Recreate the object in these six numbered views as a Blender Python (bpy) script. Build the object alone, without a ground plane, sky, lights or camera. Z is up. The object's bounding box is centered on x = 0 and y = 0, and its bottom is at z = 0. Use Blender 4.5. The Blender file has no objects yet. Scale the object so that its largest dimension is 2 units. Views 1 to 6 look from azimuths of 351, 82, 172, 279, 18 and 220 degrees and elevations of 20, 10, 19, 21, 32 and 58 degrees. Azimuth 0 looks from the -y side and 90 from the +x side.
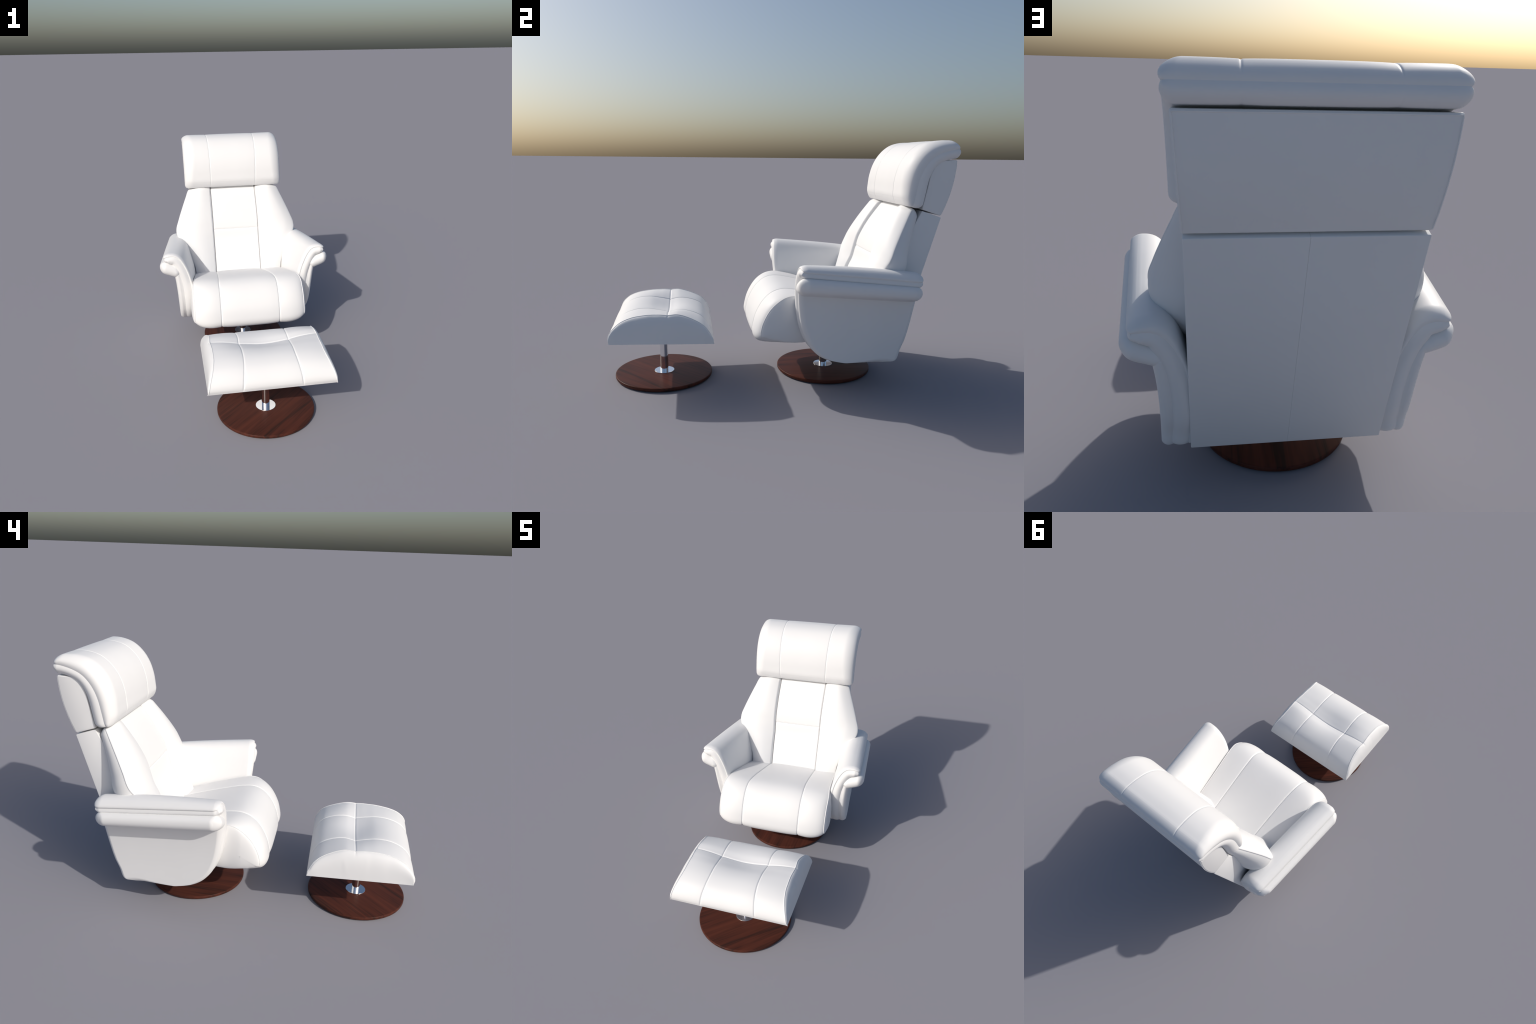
"""White leather swivel recliner with a matching footstool, built part by part."""
import bpy, bmesh, math
import numpy as np
from mathutils import Vector, Matrix

# ------------------------------------------------------------------ curves
def catmull(pts, n=400, closed=False):
    """Smooth curve through control points, resampled evenly by arc length."""
    p = np.array(pts, float)
    if closed:
        q = np.vstack([p[-1], p, p[0], p[1]])
    else:
        q = np.vstack([2 * p[0] - p[1], p, 2 * p[-1] - p[-2]])
    out = []
    for i in range(1, len(q) - 2):
        t = np.linspace(0, 1, 30, endpoint=False)[:, None]
        a, b, c, d = q[i - 1], q[i], q[i + 1], q[i + 2]
        out.append(0.5 * (2 * b + (c - a) * t + (2 * a - 5 * b + 4 * c - d) * t ** 2
                          + (3 * b - a - 3 * c + d) * t ** 3))
    out.append(q[-2][None, :])
    c = np.vstack(out)
    s = np.r_[0, np.cumsum(np.linalg.norm(np.diff(c, axis=0), axis=1))]
    t = np.linspace(0, s[-1], n)
    return np.stack([np.interp(t, s, c[:, k]) for k in range(c.shape[1])], 1)


def along(curve, f):
    """Point(s) at arc fraction f of an evenly sampled curve."""
    t = np.linspace(0, 1, len(curve))
    return np.stack([np.interp(f, t, curve[:, k]) for k in range(curve.shape[1])], -1)


def pchip(x, xs, ys):
    """Monotone cubic interpolation through (xs, ys)."""
    xs = np.array(xs, float); ys = np.array(ys, float)
    h = np.diff(xs); d = np.diff(ys) / h
    m = np.zeros(len(xs)); m[0], m[-1] = d[0], d[-1]
    for i in range(1, len(xs) - 1):
        if d[i - 1] * d[i] > 0:
            w1, w2 = 2 * h[i] + h[i - 1], h[i] + 2 * h[i - 1]
            m[i] = (w1 + w2) / (w1 / d[i - 1] + w2 / d[i])
    x = np.clip(np.asarray(x, float), xs[0], xs[-1])
    i = np.clip(np.searchsorted(xs, x) - 1, 0, len(xs) - 2)
    t = (x - xs[i]) / h[i]
    return ((1 + 2 * t) * (1 - t) ** 2 * ys[i] + t * (1 - t) ** 2 * h[i] * m[i]
            + t * t * (3 - 2 * t) * ys[i + 1] + t * t * (t - 1) * h[i] * m[i + 1])


def samples(length, n=70, edge0=0.08, edge1=0.08, seams=()):
    """Fractions 0..1, crowded towards the ends and around seams (metres)."""
    s = [np.linspace(0, length, n)]
    q = np.linspace(0, 1, 28) ** 2
    s.append(q * edge0); s.append(length - q * edge1)
    off = np.array([0, .0009, .0018, .003, .0045, .0065, .009, .012, .016, .021, .028])
    for c in seams:
        s.append(c + off); s.append(c - off)
    s = np.unique(np.round(np.clip(np.concatenate(s), 0, length), 6))
    keep = [s[0]]
    for a in s[1:]:
        if a - keep[-1] > 0.00012:
            keep.append(a)
    keep[-1] = length
    return np.array(keep) / length


def panel(x, seams, bulge, depth, width=0.004, power=4):
    """Upholstery relief: puffed panels between seams, a narrow valley at each seam."""
    x = np.asarray(x, float); h = np.zeros_like(x)
    e = [-9] + sorted(seams) + [9]
    for a, b in zip(e[:-1], e[1:]):
        m = (x >= a) & (x <= b)
        aa = a if a > -9 else b - 0.4
        bb = b if b < 9 else a + 0.4
        s = np.abs((x - (aa + bb) / 2) / ((bb - aa) / 2))
        h[m] = (bulge * (1 - np.clip(s, 0, 1) ** power))[m]
    for c in seams:
        h -= depth * np.exp(-((x - c) / width) ** 2)
    return h


# ------------------------------------------------------------------ meshes
def grid_faces(nu, nv, base=0, flip=False, wrap=False):
    f = []
    for i in range(nu - 1):
        for j in range(nv if wrap else nv - 1):
            k = (j + 1) % nv
            q = (base + i * nv + j, base + (i + 1) * nv + j, base + (i + 1) * nv + k, base + i * nv + k)
            f.append(q[::-1] if flip else q)
    return f


def make(name, verts, faces, mat, parent, angle=42, mirror=False, weld=1e-5, bevel=0):
    v = np.array(verts, float)
    if mirror:
        v = v * np.array([-1, 1, 1]); faces = [tuple(reversed(f)) for f in faces]
    me = bpy.data.meshes.new(name)
    me.from_pydata([tuple(map(float, p)) for p in v], [], faces)
    bm = bmesh.new(); bm.from_mesh(me)
    bmesh.ops.remove_doubles(bm, verts=bm.verts, dist=weld)
    bmesh.ops.dissolve_degenerate(bm, edges=bm.edges, dist=1e-6)
    bmesh.ops.recalc_face_normals(bm, faces=bm.faces)
    if bevel:
        for near in (True, False):      # edges at the middle seam get a much finer chamfer
            ed = [e for e in bm.edges if len(e.link_faces) == 2 and e.calc_face_angle() > math.radians(35)
                  and (max(abs(q.co.x) for q in e.verts) < .002) == near]
            if ed:
                bmesh.ops.bevel(bm, geom=ed, offset=.0008 if near else bevel, segments=1 if near else 3,
                                profile=0.5, affect='EDGES')
    bm.to_mesh(me); bm.free()
    for p in me.polygons:
        p.use_smooth = True
    me.set_sharp_from_angle(angle=math.radians(angle))
    me.materials.append(mat)
    ob = bpy.data.objects.new(name, me)
    bpy.context.scene.collection.objects.link(ob)
    if parent:
        ob.parent = parent
        ob.matrix_parent_inverse = Matrix.Translation(-parent.location)
    return ob


def arc(P, axis):
    d = np.linalg.norm(np.diff(P, axis=axis), axis=2)
    z = np.zeros_like(np.take(d, [0], axis=axis))
    return np.concatenate([z, np.cumsum(d, axis=axis)], axis=axis)


def unit(a):
    return a / np.maximum(np.linalg.norm(a, axis=-1, keepdims=True), 1e-12)


def pillow(P, hf, hb, rf, rb, bf=(0, 0, 0, 0), bb=(0, 0, 0, 0), corner=0, flip=False):
    """Two cushion skins meeting in a seam round the border of the patch P[u, v].
    hf / hb: heights of the front / back skin; rf / rb: roll-over width at the borders
    (u0, u1, v0, v1; 0 leaves the border square); bf / bb: how far the skin swells past the seam."""
    P = np.array(P, float)
    nu, nv = P.shape[:2]
    au, av = arc(P, 0), arc(P, 1)
    D = [au, au[-1:] - au, av, av[:, -1:] - av]
    tu = unit(np.gradient(P, axis=0)); tv = unit(np.gradient(P, axis=1))
    N = unit(np.cross(tu, tv)) * (-1 if flip else 1)
    out = [-tu, tu, -tv, tv]
    if corner:
        Q = P.copy()
        for a in (0, 1):
            for b in (2, 3):
                p = np.clip(1 - D[a] / corner, 0, 1); q = np.clip(1 - D[b] / corner, 0, 1)
                dp = p * np.sqrt(1 - q * q / 2) - p; dq = q * np.sqrt(1 - p * p / 2) - q
                Q += dp[..., None] * corner * out[a] + dq[..., None] * corner * out[b]
        P = Q
    skins = []
    for h, r, b, sg in ((hf, rf, bf, 1), (hb, rb, bb, -1)):
        e = [np.sqrt(np.maximum(0, 1 - (1 - np.clip(D[k] / r[k], 0, 1)) ** 2)) if np.any(r[k]) else np.ones((nu, nv))
             for k in range(4)]
        H = h * e[0] * e[1] * e[2] * e[3]
        S = P + sg * N * H[..., None]
        for k in range(4):
            if b[k]:
                others = np.ones((nu, nv))
                for m in range(4):
                    if m != k:
                        others = others * np.sqrt(e[m])
                S += out[k] * (b[k] * np.sin(np.pi * e[k]) * others)[..., None]
        skins.append(S)
    V = np.vstack([skins[0].reshape(-1, 3), skins[1].reshape(-1, 3)])
    F = grid_faces(nu, nv) + grid_faces(nu, nv, nu * nv, True)
    # close the borders that were left square
    n = nu * nv
    rim = [[i * nv for i in range(nu)], [i * nv + nv - 1 for i in range(nu)], list(range(nv)),
           [(nu - 1) * nv + j for j in range(nv)]]
    for ring in rim:
        for a, b in zip(ring[:-1], ring[1:]):
            if np.linalg.norm(V[a] - V[a + n]) > 1e-4 or np.linalg.norm(V[b] - V[b + n]) > 1e-4:
                F.append((a, b, b + n, a + n))
    return V, F


def tube(path, r, seg=8, closed=False):
    p = np.array(path, float)
    t = unit(np.gradient(p, axis=0))
    ref = np.array([0.31, 0.2, 0.93])
    a = unit(np.cross(t, ref)); b = np.cross(t, a)
    ang = np.linspace(0, 2 * np.pi, seg, endpoint=False)
    V = p[:, None, :] + r * (np.cos(ang)[None, :, None] * a[:, None, :] + np.sin(ang)[None, :, None] * b[:, None, :])
    F = grid_faces(len(p), seg, wrap=True)
    F.append(tuple(range(seg))[::-1]); F.append(tuple((len(p) - 1) * seg + k for k in range(seg)))
    return V.reshape(-1, 3), F


def lathe(profile, centre, seg=128):
    pr = np.array(profile, float)
    a = np.linspace(0, 2 * np.pi, seg, endpoint=False)
    V = np.stack([centre[0] + pr[:, 0:1] * np.cos(a), centre[1] + pr[:, 0:1] * np.sin(a),
                  np.repeat(pr[:, 1:2], seg, 1)], -1)
    return V.reshape(-1, 3), grid_faces(len(pr), seg, wrap=True)


def prism(outline, half_width):
    """Extrude a (y, z) outline along x; half_width may depend on z."""
    o = np.array(outline, float); n = len(o)
    w = half_width(o[:, 1])
    V = np.vstack([np.stack([-w, o[:, 0], o[:, 1]], 1), np.stack([w, o[:, 0], o[:, 1]], 1)])
    F = [tuple(range(n)), tuple(range(2 * n - 1, n - 1, -1))]
    F += [(i, (i + 1) % n, n + (i + 1) % n, n + i) for i in range(n)]
    return V, F


def join(*parts):
    V, F, k = [], [], 0
    for v, f in parts:
        V.append(np.array(v)); F += [tuple(i + k for i in q) for q in f]; k += len(v)
    return np.vstack(V), F


# ------------------------------------------------------------------ materials
def new_mat(name):
    m = bpy.data.materials.new(name); m.use_nodes = True
    nt = m.node_tree
    return m, nt, nt.nodes['Principled BSDF']


def leather(name, col):
    m, nt, b = new_mat(name)
    tc = nt.nodes.new('ShaderNodeTexCoord')
    big = nt.nodes.new('ShaderNodeTexNoise'); big.inputs['Scale'].default_value = 5
    ramp = nt.nodes.new('ShaderNodeValToRGB')
    ramp.color_ramp.elements[0].position = 0.3; ramp.color_ramp.elements[1].position = 0.7
    ramp.color_ramp.elements[0].color = (col[0] * .985, col[1] * .985, col[2] * .985, 1)
    ramp.color_ramp.elements[1].color = (*col, 1)
    nt.links.new(tc.outputs['Object'], big.inputs['Vector'])
    nt.links.new(big.outputs['Fac'], ramp.inputs['Fac'])
    nt.links.new(ramp.outputs['Color'], b.inputs['Base Color'])
    grain = nt.nodes.new('ShaderNodeTexVoronoi'); grain.inputs['Scale'].default_value = 420
    bump = nt.nodes.new('ShaderNodeBump'); bump.inputs['Strength'].default_value = 0.03
    bump.inputs['Distance'].default_value = 0.0006
    nt.links.new(tc.outputs['Object'], grain.inputs['Vector'])
    nt.links.new(grain.outputs['Distance'], bump.inputs['Height'])
    nt.links.new(bump.outputs['Normal'], b.inputs['Normal'])
    b.inputs['Roughness'].default_value = 0.5
    b.inputs['Specular IOR Level'].default_value = 0.3
    return m


def wood(name, angle):
    m, nt, b = new_mat(name)
    tc = nt.nodes.new('ShaderNodeTexCoord')
    rot = nt.nodes.new('ShaderNodeMapping'); rot.inputs['Rotation'].default_value = (0, 0, -angle)
    nt.links.new(tc.outputs['Object'], rot.inputs['Vector'])

    def streak(scale, stretch, detail):
        mp = nt.nodes.new('ShaderNodeMapping')
        mp.inputs['Scale'].default_value = (stretch, 1, 1)
        nt.links.new(rot.outputs['Vector'], mp.inputs['Vector'])
        n = nt.nodes.new('ShaderNodeTexNoise')
        n.inputs['Scale'].default_value = scale; n.inputs['Detail'].default_value = detail
        n.inputs['Distortion'].default_value = 0.3
        nt.links.new(mp.outputs['Vector'], n.inputs['Vector'])
        return n.outputs['Fac']
    wide, fine = streak(11, 0.10, 3), streak(70, 0.045, 5)
    mix = nt.nodes.new('ShaderNodeMix'); mix.inputs[0].default_value = 0.46
    nt.links.new(wide, mix.inputs[2]); nt.links.new(fine, mix.inputs[3])
    ramp = nt.nodes.new('ShaderNodeValToRGB'); cr = ramp.color_ramp
    cr.elements[0].position = 0.40; cr.elements[0].color = (0.037, 0.0180, 0.0142, 1)
    cr.elements[1].position = 0.62; cr.elements[1].color = (0.100, 0.0315, 0.0205, 1)
    e = cr.elements.new(0.47); e.color = (0.071, 0.0240, 0.0170, 1)
    nt.links.new(mix.outputs[0], ramp.inputs['Fac'])
    nt.links.new(ramp.outputs['Color'], b.inputs['Base Color'])
    b.inputs['Roughness'].default_value = 0.36
    b.inputs['Specular IOR Level'].default_value = 0.08
    return m


def chrome():
    m, nt, b = new_mat('polished_steel')
    b.inputs['Base Color'].default_value = (0.86, 0.87, 0.88, 1)
    b.inputs['Metallic'].default_value = 1; b.inputs['Roughness'].default_value = 0.06
    return m


WHITE = (0.80, 0.80, 0.80)
M_LEATHER = leather('white_leather', WHITE)
M_WOOD_C = wood('dark_walnut_chair', math.radians(88))
M_WOOD_F = wood('dark_walnut_footstool', math.radians(44))
M_STEEL = chrome()


def empty(name, loc, label, cat):
    o = bpy.data.objects.new(name, None); o.location = loc
    bpy.context.scene.collection.objects.link(o)
    o['label'] = label; o['category'] = cat
    return o


CHAIR_Y, STOOL_Y = 0.306, -0.709
chair = empty('swivel_recliner', (0, CHAIR_Y, 0), 'white leather swivel recliner with curved headrest and round wooden base', 'armchair')
stool = empty('footstool', (0, STOOL_Y, 0), 'white leather footstool with quilted seams on a round wooden base', 'footstool')


# ------------------------------------------------------------------ bases
def base(parent, cy, mat, top):
    disc = [(0, 0), (.283, 0), (.290, .0018), (.2948, .0055), (.2965, .009), (.2965, .0195), (.2958, .0215), (.2940, .0228), (.2915, .0233), (.287, .0234), (0, .0234)]
    d = make('base_disc', *lathe(disc, (0.001, cy), 192), mat, parent, angle=60)
    col = [(0, .0225), (.0605, .0225), (.0605, .0262), (.0600, .0268), (0, .0268)]
    make('base_collar', *lathe(col, (0.001, cy), 96), M_STEEL, d, angle=20)
    post = [(0, .026), (.0245, .026), (.0245, top), (0, top)]
    make('base_post', *lathe(post, (0.001, cy), 64), M_STEEL, d)


base(chair, CHAIR_Y, M_WOOD_C, 0.33)
base(stool, STOOL_Y, M_WOOD_F, 0.34)


# ------------------------------------------------------------------ headrest
def headrest():
    S = catmull([(.715, 1.073), (.723, 1.103), (.733, 1.156), (.745, 1.214), (.764, 1.268), (.792, 1.315),
                 (.828, 1.351), (.872, 1.374), (.925, 1.390), (.984, 1.399)])
    L = np.sum(np.linalg.norm(np.diff(S, axis=0), axis=1))
    seams = (-.173, .173)
    v = samples(L, 60, .05, .05)
    W = 0.36
    u = samples(2 * W, 60, .10, .10, [W + s for s in seams])
    yz = along(S, v)
    half = np.interp(v, [0, .5, 1], [.366, .368, .366])
    xs = (u * 2 - 1) * W
    P = np.zeros((len(u), len(v), 3))
    # the two seams spread a little towards the rear edge
    pull = np.sign(xs) * pchip(np.abs(xs), [0, .173, .30, W], [0, 1, .3, 0])
    P[..., 0] = xs[:, None] * (half / W)[None, :] + .003 + pull[:, None] * (-.004 + .016 * v ** 2)[None, :]
    P[..., 1] = yz[None, :, 0]; P[..., 2] = yz[None, :, 1]
    D = pchip(v, [0, .12, .3, .5, .65, .8, .9, 1], [.058, .064, .074, .079, .077, .066, .054, .042])
    hf = D[None, :] + panel(xs, seams, .0022, .0019, .0032)[:, None]
    hb = pchip(v, [0, .2, .5, .8, 1], [.064, .065, .058, .050, .049])[None, :] + panel(xs, seams, .0015, .0008)[:, None]
    rx = (1.25 * D - .020)[None]
    V, F = pillow(P, hf, hb, (rx, rx, .064, .044), (.030, .030, .030, .024),
                  (.010, .010, .008, .004), (.007, .007, .004, .008), corner=.024)
    return make('headrest', V, F, M_LEATHER, chair, angle=26)


headrest()

# ------------------------------------------------------------------ backrest
BACK = catmull([(.735, 1.078), (.716, 1.055), (.634, .948), (.576, .848), (.553, .778), (.533, .700), (.500, .627),
                (.440, .470), (.415, .400)])


def inner_y(z):
    o = BACK[::-1]
    return np.interp(z, o[:, 1], o[:, 0])


def back_centre():
    L = np.sum(np.linalg.norm(np.diff(BACK, axis=0), axis=1))
    zs = 0.777
    f0 = np.interp(-zs, -BACK[:, 1], np.linspace(0, 1, len(BACK)))
    v = samples(L, 60, .05, .02, [f0 * L])
    W = .174
    u = samples(2 * W, 50, .05, .05)
    yz = along(BACK, v)
    P = np.zeros((len(u), len(v), 3))
    P[..., 0] = ((u * 2 - 1) * W)[:, None]
    set_back = .022
    P[..., 1] = yz[None, :, 0] + set_back * .93; P[..., 2] = yz[None, :, 1] - set_back * .35
    s = v * L
    hf = set_back + .004 * (1 - (u * 2 - 1) ** 2)[:, None] - (.0030 * np.exp(-((s - f0 * L) / .0035) ** 2)
         + .002 * np.exp(-((s - f0 * L) / .012) ** 2))[None, :]
    V, F = pillow(P, hf, .09, (.010, .010, .045, 0), (0, 0, .03, 0), corner=.016, flip=True)
    return make('backrest', V, F, M_LEATHER, chair)


backrest = back_centre()


def wing(mirror):
    z0, z1 = 0.42, 1.065
    seam_v = samples(z1 - z0, 70, .02, .06)
    z = z0 + seam_v * (z1 - z0)
    xo = pchip(z, [.42, .50, .60, .68, .725, .752, .772, .795, .85, .95, 1.01, 1.05, 1.068],
               [.325, .330, .362, .408, .438, .452, .456, .454, .435, .393, .366, .348, .335])
    yo = pchip(z, [.42, .50, .60, .68, .735, .77, .84, .916, 1.01, 1.05, 1.068],
               [.430, .455, .490, .522, .546, .567, .600, .642, .698, .722, .734])
    yi = inner_y(z) + .012
    u = samples(.25, 50, .03, .07)
    P = np.zeros((len(u), len(z), 3))
    uu = u[:, None]
    P[..., 0] = .1735 * (1 - uu) + xo[None] * uu
    P[..., 1] = yi[None] * (1 - uu) + yo[None] * uu
    P[..., 2] = z[None] - .004 * uu
    hf = .018 + .030 * np.sin(np.pi * np.clip(uu * .9 + .05, 0, 1)) + 0 * z[None]
    hb = pchip(z, [.42, .7, .85, 1.0, 1.068], [.145, .15, .13, .092, .072])[None] + 0 * uu
    V, F = pillow(P, hf, hb, (.014, .085, 0, .045), (0, .13, 0, .03), (0, .007, 0, .003), (0, .006, 0, .004), corner=.02)
    return make('backrest_wing', V, F, M_LEATHER, backrest, mirror=mirror, angle=28)


wing(False); wing(True)

# ------------------------------------------------------------------ rear shells
def shells():
    rear = catmull([(.899, 1.0185), (.924, 1.078), (.944, 1.139), (.958, 1.195), (.966, 1.244), (.9715, 1.30), (.972, 1.337)], 40)
    front = catmull([(.888, 1.3335), (.862, 1.318), (.843, 1.296), (.823, 1.254), (.810, 1.186), (.797, 1.12), (.784, 1.056)], 40)
    o = np.vstack([rear, front])
    wid = lambda z: np.interp(z, [1.0, 1.35], [.3375, .354])
    up = make('headrest_shell', *prism(o, wid), M_LEATHER, chair, bevel=.006, angle=30)
    path = []
    for sx in (-1, 1):
        r = rear[1:-1]
        seg = np.stack([sx * (wid(r[:, 1]) - .0045), r[:, 0] + .0002, r[:, 1]], 1)
        path.append(seg if sx < 0 else seg[::-1])
    y, z = rear[-1]
    make('shell_piping', *join(tube(path[0], .0022), tube(path[1], .0022),
         tube([(-.348, y, z - .006), (0, y, z - .006), (.348, y, z - .006)], .0022)), M_LEATHER, up)
    # lower panel: two halves sewn together along the middle
    o2 = [(.655, .178), (.904, 1.008), (.788, 1.047), (.70, .88), (.585, .66), (.47, .30), (.55, .20)]
    halves = []
    for sx in (-1, 1):
        v, f = prism(o2, lambda z: np.full_like(z, .5))
        v[:, 0] = np.where(v[:, 0] < 0, 0.0001, .3345)
        v[:, 0] *= sx
        if sx < 0:
            f = [tuple(reversed(q)) for q in f]
        halves.append((v, f))
    make('rear_panel', *join(*halves), M_LEATHER, chair, bevel=.003, angle=30, weld=1e-6)


shells()

# ------------------------------------------------------------------ seat
def capped_loft(name, prof, half, feats, cap_spine, cap_bulge, relief, end_drop, parent):
    """Cushion whose (y, z) outline runs round x; ends closed by swollen side pieces with piping."""
    n = len(prof)
    base_w = float(np.max(half))
    u = samples(2 * base_w, 60, .05, .05, [base_w + s for s in feats])
    t = unit(np.gradient(prof, axis=0)); nrm = np.stack([t[:, 1], -t[:, 0]], 1)
    xs = (u * 2 - 1) * base_w
    P = np.zeros((len(u), n, 3))
    P[..., 0] = xs[:, None] * (half / base_w)[None]
    d_edge = base_w - np.abs(xs)
    q = np.clip(1 - d_edge / .15, 0, 1)
    roll = 1 - np.sqrt(1 - .9 * q ** 2.4)
    h = panel(xs, feats, relief, .004, .004)[:, None] - roll[:, None] * end_drop[None]
    P[..., 1] = prof[None, :, 0] + h * nrm[None, :, 0]
    P[..., 2] = prof[None, :, 1] + h * nrm[None, :, 1]
    parts = [(P.reshape(-1, 3), grid_faces(len(u), n))]
    rims = []
    for sx, row in ((-1, P[0]), (1, P[-1])):
        s = np.linspace(0, 1, 24) ** 1.6
        C = np.zeros((len(s), n, 3))
        cy = np.clip(row[:, 1], cap_spine[0], cap_spine[1])
        ctr = np.stack([row[:, 0], cy, np.full(n, cap_spine[2])], 1)
        C[:] = row[None] * (1 - s)[:, None, None] + ctr[None] * s[:, None, None]
        C[..., 0] += sx * (cap_bulge * np.sqrt(1 - (1 - s) ** 2) )[:, None]
        parts.append((C.reshape(-1, 3), grid_faces(len(s), n, flip=sx < 0)))
        rims.append(row.copy())
    ob = make(name, *join(*parts), M_LEATHER, parent)
    return ob, rims, nrm


def seat():
    prof = catmull([(.53, .440), (.403, .482), (.30, .512), (.187, .543), (.09, .566), (.01, .576), (-.045, .566), (-.09, .538),
                    (-.128, .493), (-.160, .430), (-.176, .370), (-.180, .335), (-.170, .309), (-.145, .295), (-.10, .290),
                    (.0, .290), (.15, .290), (.35, .290), (.53, .290)], 170)
    half = pchip(prof[:, 0], [-.2, -.05, .05, .20, .50], [.376, .376, .364, .348, .325])
    front = np.clip((.06 - prof[:, 0]) / .16, 0, 1)
    drop = .016 + .034 * front * front * (3 - 2 * front)
    drop = drop + .022 * np.clip((.37 - prof[:, 1]) / .06, 0, 1) * np.clip((-.08 - prof[:, 0]) / .06, 0, 1)
    ob, rims, nrm = capped_loft('seat_cushion', prof, half, (-.2, .2), (-.04, .6, .40), .022, .007, drop, chair)
    for sx, r in zip((-1, 1), rims):
        m = [i for i in range(len(r)) if r[i, 2] > .345]
        p = r[m] + np.array([sx * .001, 0, 0])
        make('piping', *tube(p, .0028), M_LEATHER, ob)


seat()

# ------------------------------------------------------------------ armrests
ARM_Z = [.200, .206, .225, .270, .350, .460, .580, .660, .780]
ARM_FRONT = [.330, .290, .212, .145, .090, .058, .044, .040, .048]
ARM_REAR = [.612, .632, .646, .658, .688, .713, .732, .742, .752]


def arm_place(x, y, z):
    """Toe the arm in towards the back and let it drop slightly to the rear."""
    k = np.clip((z - .2) / .55, 0, 1)
    return x - .078 * (y - .05), y, z - (.04 + .08 * k) * (y - .05)


def arm_patch(section, u_seams=(), front=0.0, rear=0.0, nu=60, nv=60):
    c = catmull(section)
    L = np.sum(np.linalg.norm(np.diff(c, axis=0), axis=1))
    u = samples(L, nu, .06, .05, u_seams); v = samples(.7, nv, .06, .06)
    xz = along(c, u)
    y0 = pchip(xz[:, 1], ARM_Z, ARM_FRONT) + front
    y1 = pchip(xz[:, 1], ARM_Z, ARM_REAR) + rear
    Y = y0[:, None] * (1 - v)[None] + y1[:, None] * v[None]
    X = np.repeat(xz[:, 0:1], len(v), 1); Z = np.repeat(xz[:, 1:2], len(v), 1)
    X, Y, Z = arm_place(X, Y, Z)
    return np.stack([X, Y, Z], -1), u, v


def armrest(mirror):
    sec = [(.561, .742), (.546, .749), (.520, .754), (.488, .751), (.462, .735), (.437, .700), (.414, .650),
           (.396, .590), (.385, .520), (.380, .430), (.381, .330), (.386, .250), (.389, .202)]
    P, u, v = arm_patch(sec)
    ha = (.022 - .003 * np.clip(u * 5, 0, 1))[:, None] + .022 * np.exp(-((u - .14) / .12) ** 2)[:, None] * np.sin(np.pi / 2 * np.clip(v * 1.5, 0, 1))[None]
    hb = np.interp(u, [0, .08, .2, 1], [.042, .054, .060, .064])[:, None] + 0 * v[None]
    V, F = pillow(P, ha, hb, (.042, .02, .030, .045), (.018, .02, .012, .014),
                  (.006, 0, .005, .006), (.014, 0, .012, .010), corner=.035, flip=True)
    arm = make('armrest', V, F, M_LEATHER, chair, mirror=mirror, angle=28)
    # outer side panel
    sec = [(.462, .645), (.451, .56), (.444, .46), (.441, .35), (.441, .26), (.441, .200)]
    P, u, v = arm_patch(sec, front=.004, rear=-.002)
    V, F = pillow(P, .038, .010, (0, .034, .024, .022), (0, .02, .006, .006), (0, .006, .008, .006), (0, 0, 0, 0), corner=.01)
    make('armrest_side_panel', V, F, M_LEATHER, arm, mirror=mirror)
    # rolled bolster along the outside, under the pad
    ring = catmull([(.450, .636), (.462, .664), (.486, .689), (.518, .704), (.548, .715), (.575, .712), (.592, .693), (.593, .662),
                    (.578, .637), (.545, .621), (.515, .610), (.490, .602), (.466, .608)], 72, closed=True)[:-1]
    zz = ring[:, 1]
    sx = np.clip(ring[:, 0], .485, .553)
    spine = np.stack([sx, np.interp(sx, [.485, .553], [.642, .671])], 1)
    v = samples(.7, 40, .05, .05)
    d = np.minimum(v, 1 - v) * .7
    e = np.sqrt(1 - (1 - np.clip(d / .042, 0, 1)) ** 2)
    R = spine[None] + (ring - spine)[None] * e[:, None, None]
    y0 = pchip(R[..., 1], ARM_Z, ARM_FRONT) - .012 + .022 * np.clip((R[..., 0] - .545) / .043, 0, 1) ** 2
    y1 = pchip(R[..., 1], ARM_Z, ARM_REAR) + .004 - .022 * np.clip((R[..., 0] - .545) / .043, 0, 1) ** 2
    Y = y0 * (1 - v)[:, None] + y1 * v[:, None]
    X, Y, Z = arm_place(R[..., 0], Y, R[..., 1])
    V = np.stack([X, Y, Z], -1).reshape(-1, 3)
    make('armrest_roll', V, grid_faces(len(v), len(ring), wrap=True), M_LEATHER, arm, mirror=mirror)


armrest(False); armrest(True)


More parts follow.
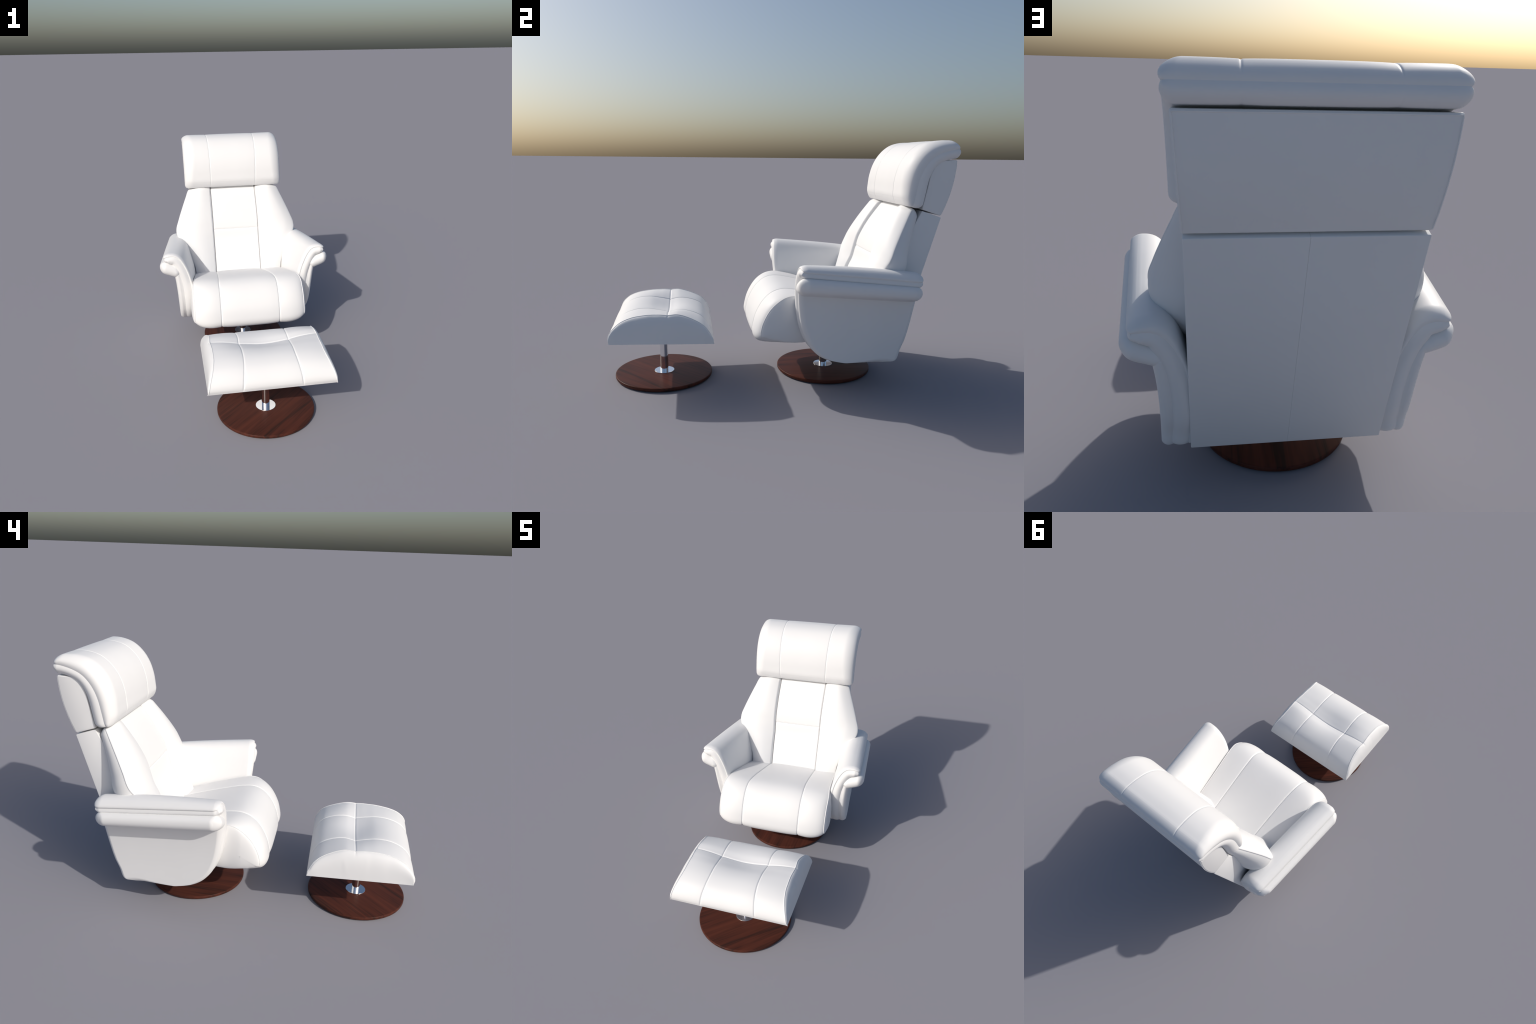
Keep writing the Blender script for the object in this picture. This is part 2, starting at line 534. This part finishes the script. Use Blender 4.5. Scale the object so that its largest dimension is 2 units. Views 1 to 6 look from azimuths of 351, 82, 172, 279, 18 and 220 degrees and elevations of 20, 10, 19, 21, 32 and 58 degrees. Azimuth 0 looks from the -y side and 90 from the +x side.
# ------------------------------------------------------------------ footstool cushion
def footstool():
    prof = catmull([(-.989, .320), (-.993, .345), (-.986, .375), (-.962, .410), (-.922, .440), (-.860, .461), (-.790, .466),
                    (-.725, .457), (-.669, .449), (-.610, .455), (-.550, .446), (-.490, .422), (-.452, .388), (-.427, .342),
                    (-.411, .305)], 400)
    L = np.sum(np.linalg.norm(np.diff(prof, axis=0), axis=1))
    fc = np.interp(-.669, prof[:, 0][40:-40], np.linspace(0, 1, len(prof))[40:-40])
    v = samples(L, 90, .02, .02, [fc * L])
    yz = along(prof, v)
    y, z = yz[:, 0], yz[:, 1]
    t = unit(np.gradient(yz, axis=0)); nrm = np.stack([-t[:, 1], t[:, 0]], 1)
    seams = (-.150, .150)
    W = .32
    u = samples(2 * W, 60, .04, .04, [W + s for s in seams])
    xs = (u * 2 - 1) * W
    k = np.clip((.462 - z) / .135, 0, 1)
    end = .314 + .042 * np.sin(np.pi / 2 * k) + .008 * np.clip((.35 - z) / .04, 0, 1)
    X = xs[:, None] * (end / W)[None]
    ax = np.abs(xs) / W
    saddle = -.0025 - .0175 * np.cos(np.pi * np.clip(np.abs(xs) / .30, 0, 1))
    wy = .08 + .92 * np.exp(-((y + .669) / .105) ** 2)
    wy = wy * np.clip((z - .33) / .09, 0, 1)
    s = v * L - fc * L
    cross = -.0035 * np.exp(-(s / .0045) ** 2) - .004 * np.exp(-(np.abs(s) / .030))
    cross_x = pchip(ax, [0, .8, 1], [1, .8, .5])
    fade = np.clip((v * L) / .03, 0, 1) * np.clip((L - v * L) / .03, 0, 1)
    h = panel(xs, seams, .0035, .0034, .004)[:, None] * fade[None] + cross[None] * cross_x[:, None]
    P = np.stack([X, y[None] + h * nrm[None, :, 0],
                  z[None] + h * nrm[None, :, 1] + saddle[:, None] * wy[None]
                  - .009 * (np.clip((ax - .5) / .5, 0, 1) ** 2)[:, None] * ((1 - wy) * np.clip((z - .33) / .09, 0, 1))[None]], -1)
    parts = [(P.reshape(-1, 3), grid_faces(len(u), len(v)))]
    rims = []

    def underside(k, yy):
        f = np.clip((yy - P[k, 0, 1]) / (P[k, -1, 1] - P[k, 0, 1]), 0, 1)[..., None]
        return P[k, 0] * (1 - f) + P[k, -1] * f
    for sx, k in ((-1, 0), (1, -1)):
        row = P[k]
        q = np.linspace(0, 1, 24) ** 1.4
        bot = underside(k, row[:, 1])
        soft = row.copy()
        pad = np.pad(row, ((20, 20), (0, 0)), mode='edge')
        soft = np.stack([np.convolve(pad[:, c], np.ones(41) / 41, 'valid') for c in range(3)], 1)
        calm = (np.exp(-((row[:, 1] + .669) / .06) ** 4)[None] * np.clip(q * 4, 0, 1)[:, None])[..., None]
        top = row[None] * (1 - calm) + soft[None] * calm
        C = top * (1 - q)[:, None, None] + bot[None] * q[:, None, None]
        hgt = np.clip((row[:, 2] - bot[:, 2]) / .15, 0, 1)
        C[..., 0] += sx * .020 * np.sin(np.pi * q ** .55)[:, None] * hgt[None]
        parts.append((C.reshape(-1, 3), grid_faces(len(q), len(v), flip=sx < 0)))
        rims.append(row)
    g = np.linspace(0, 1, 24)[None, :, None]
    B = P[:, :1] * (1 - g) + P[:, -1:] * g
    parts.append((B.reshape(-1, 3), grid_faces(len(u), 24, flip=True)))
    ob = make('footstool_cushion', *join(*parts), M_LEATHER, stool, weld=2e-4)
    for r in rims:
        keep = np.r_[True, np.linalg.norm(np.diff(r, axis=0), axis=1) > .002]
        make('piping', *tube(r[keep], .0026), M_LEATHER, ob)


footstool()
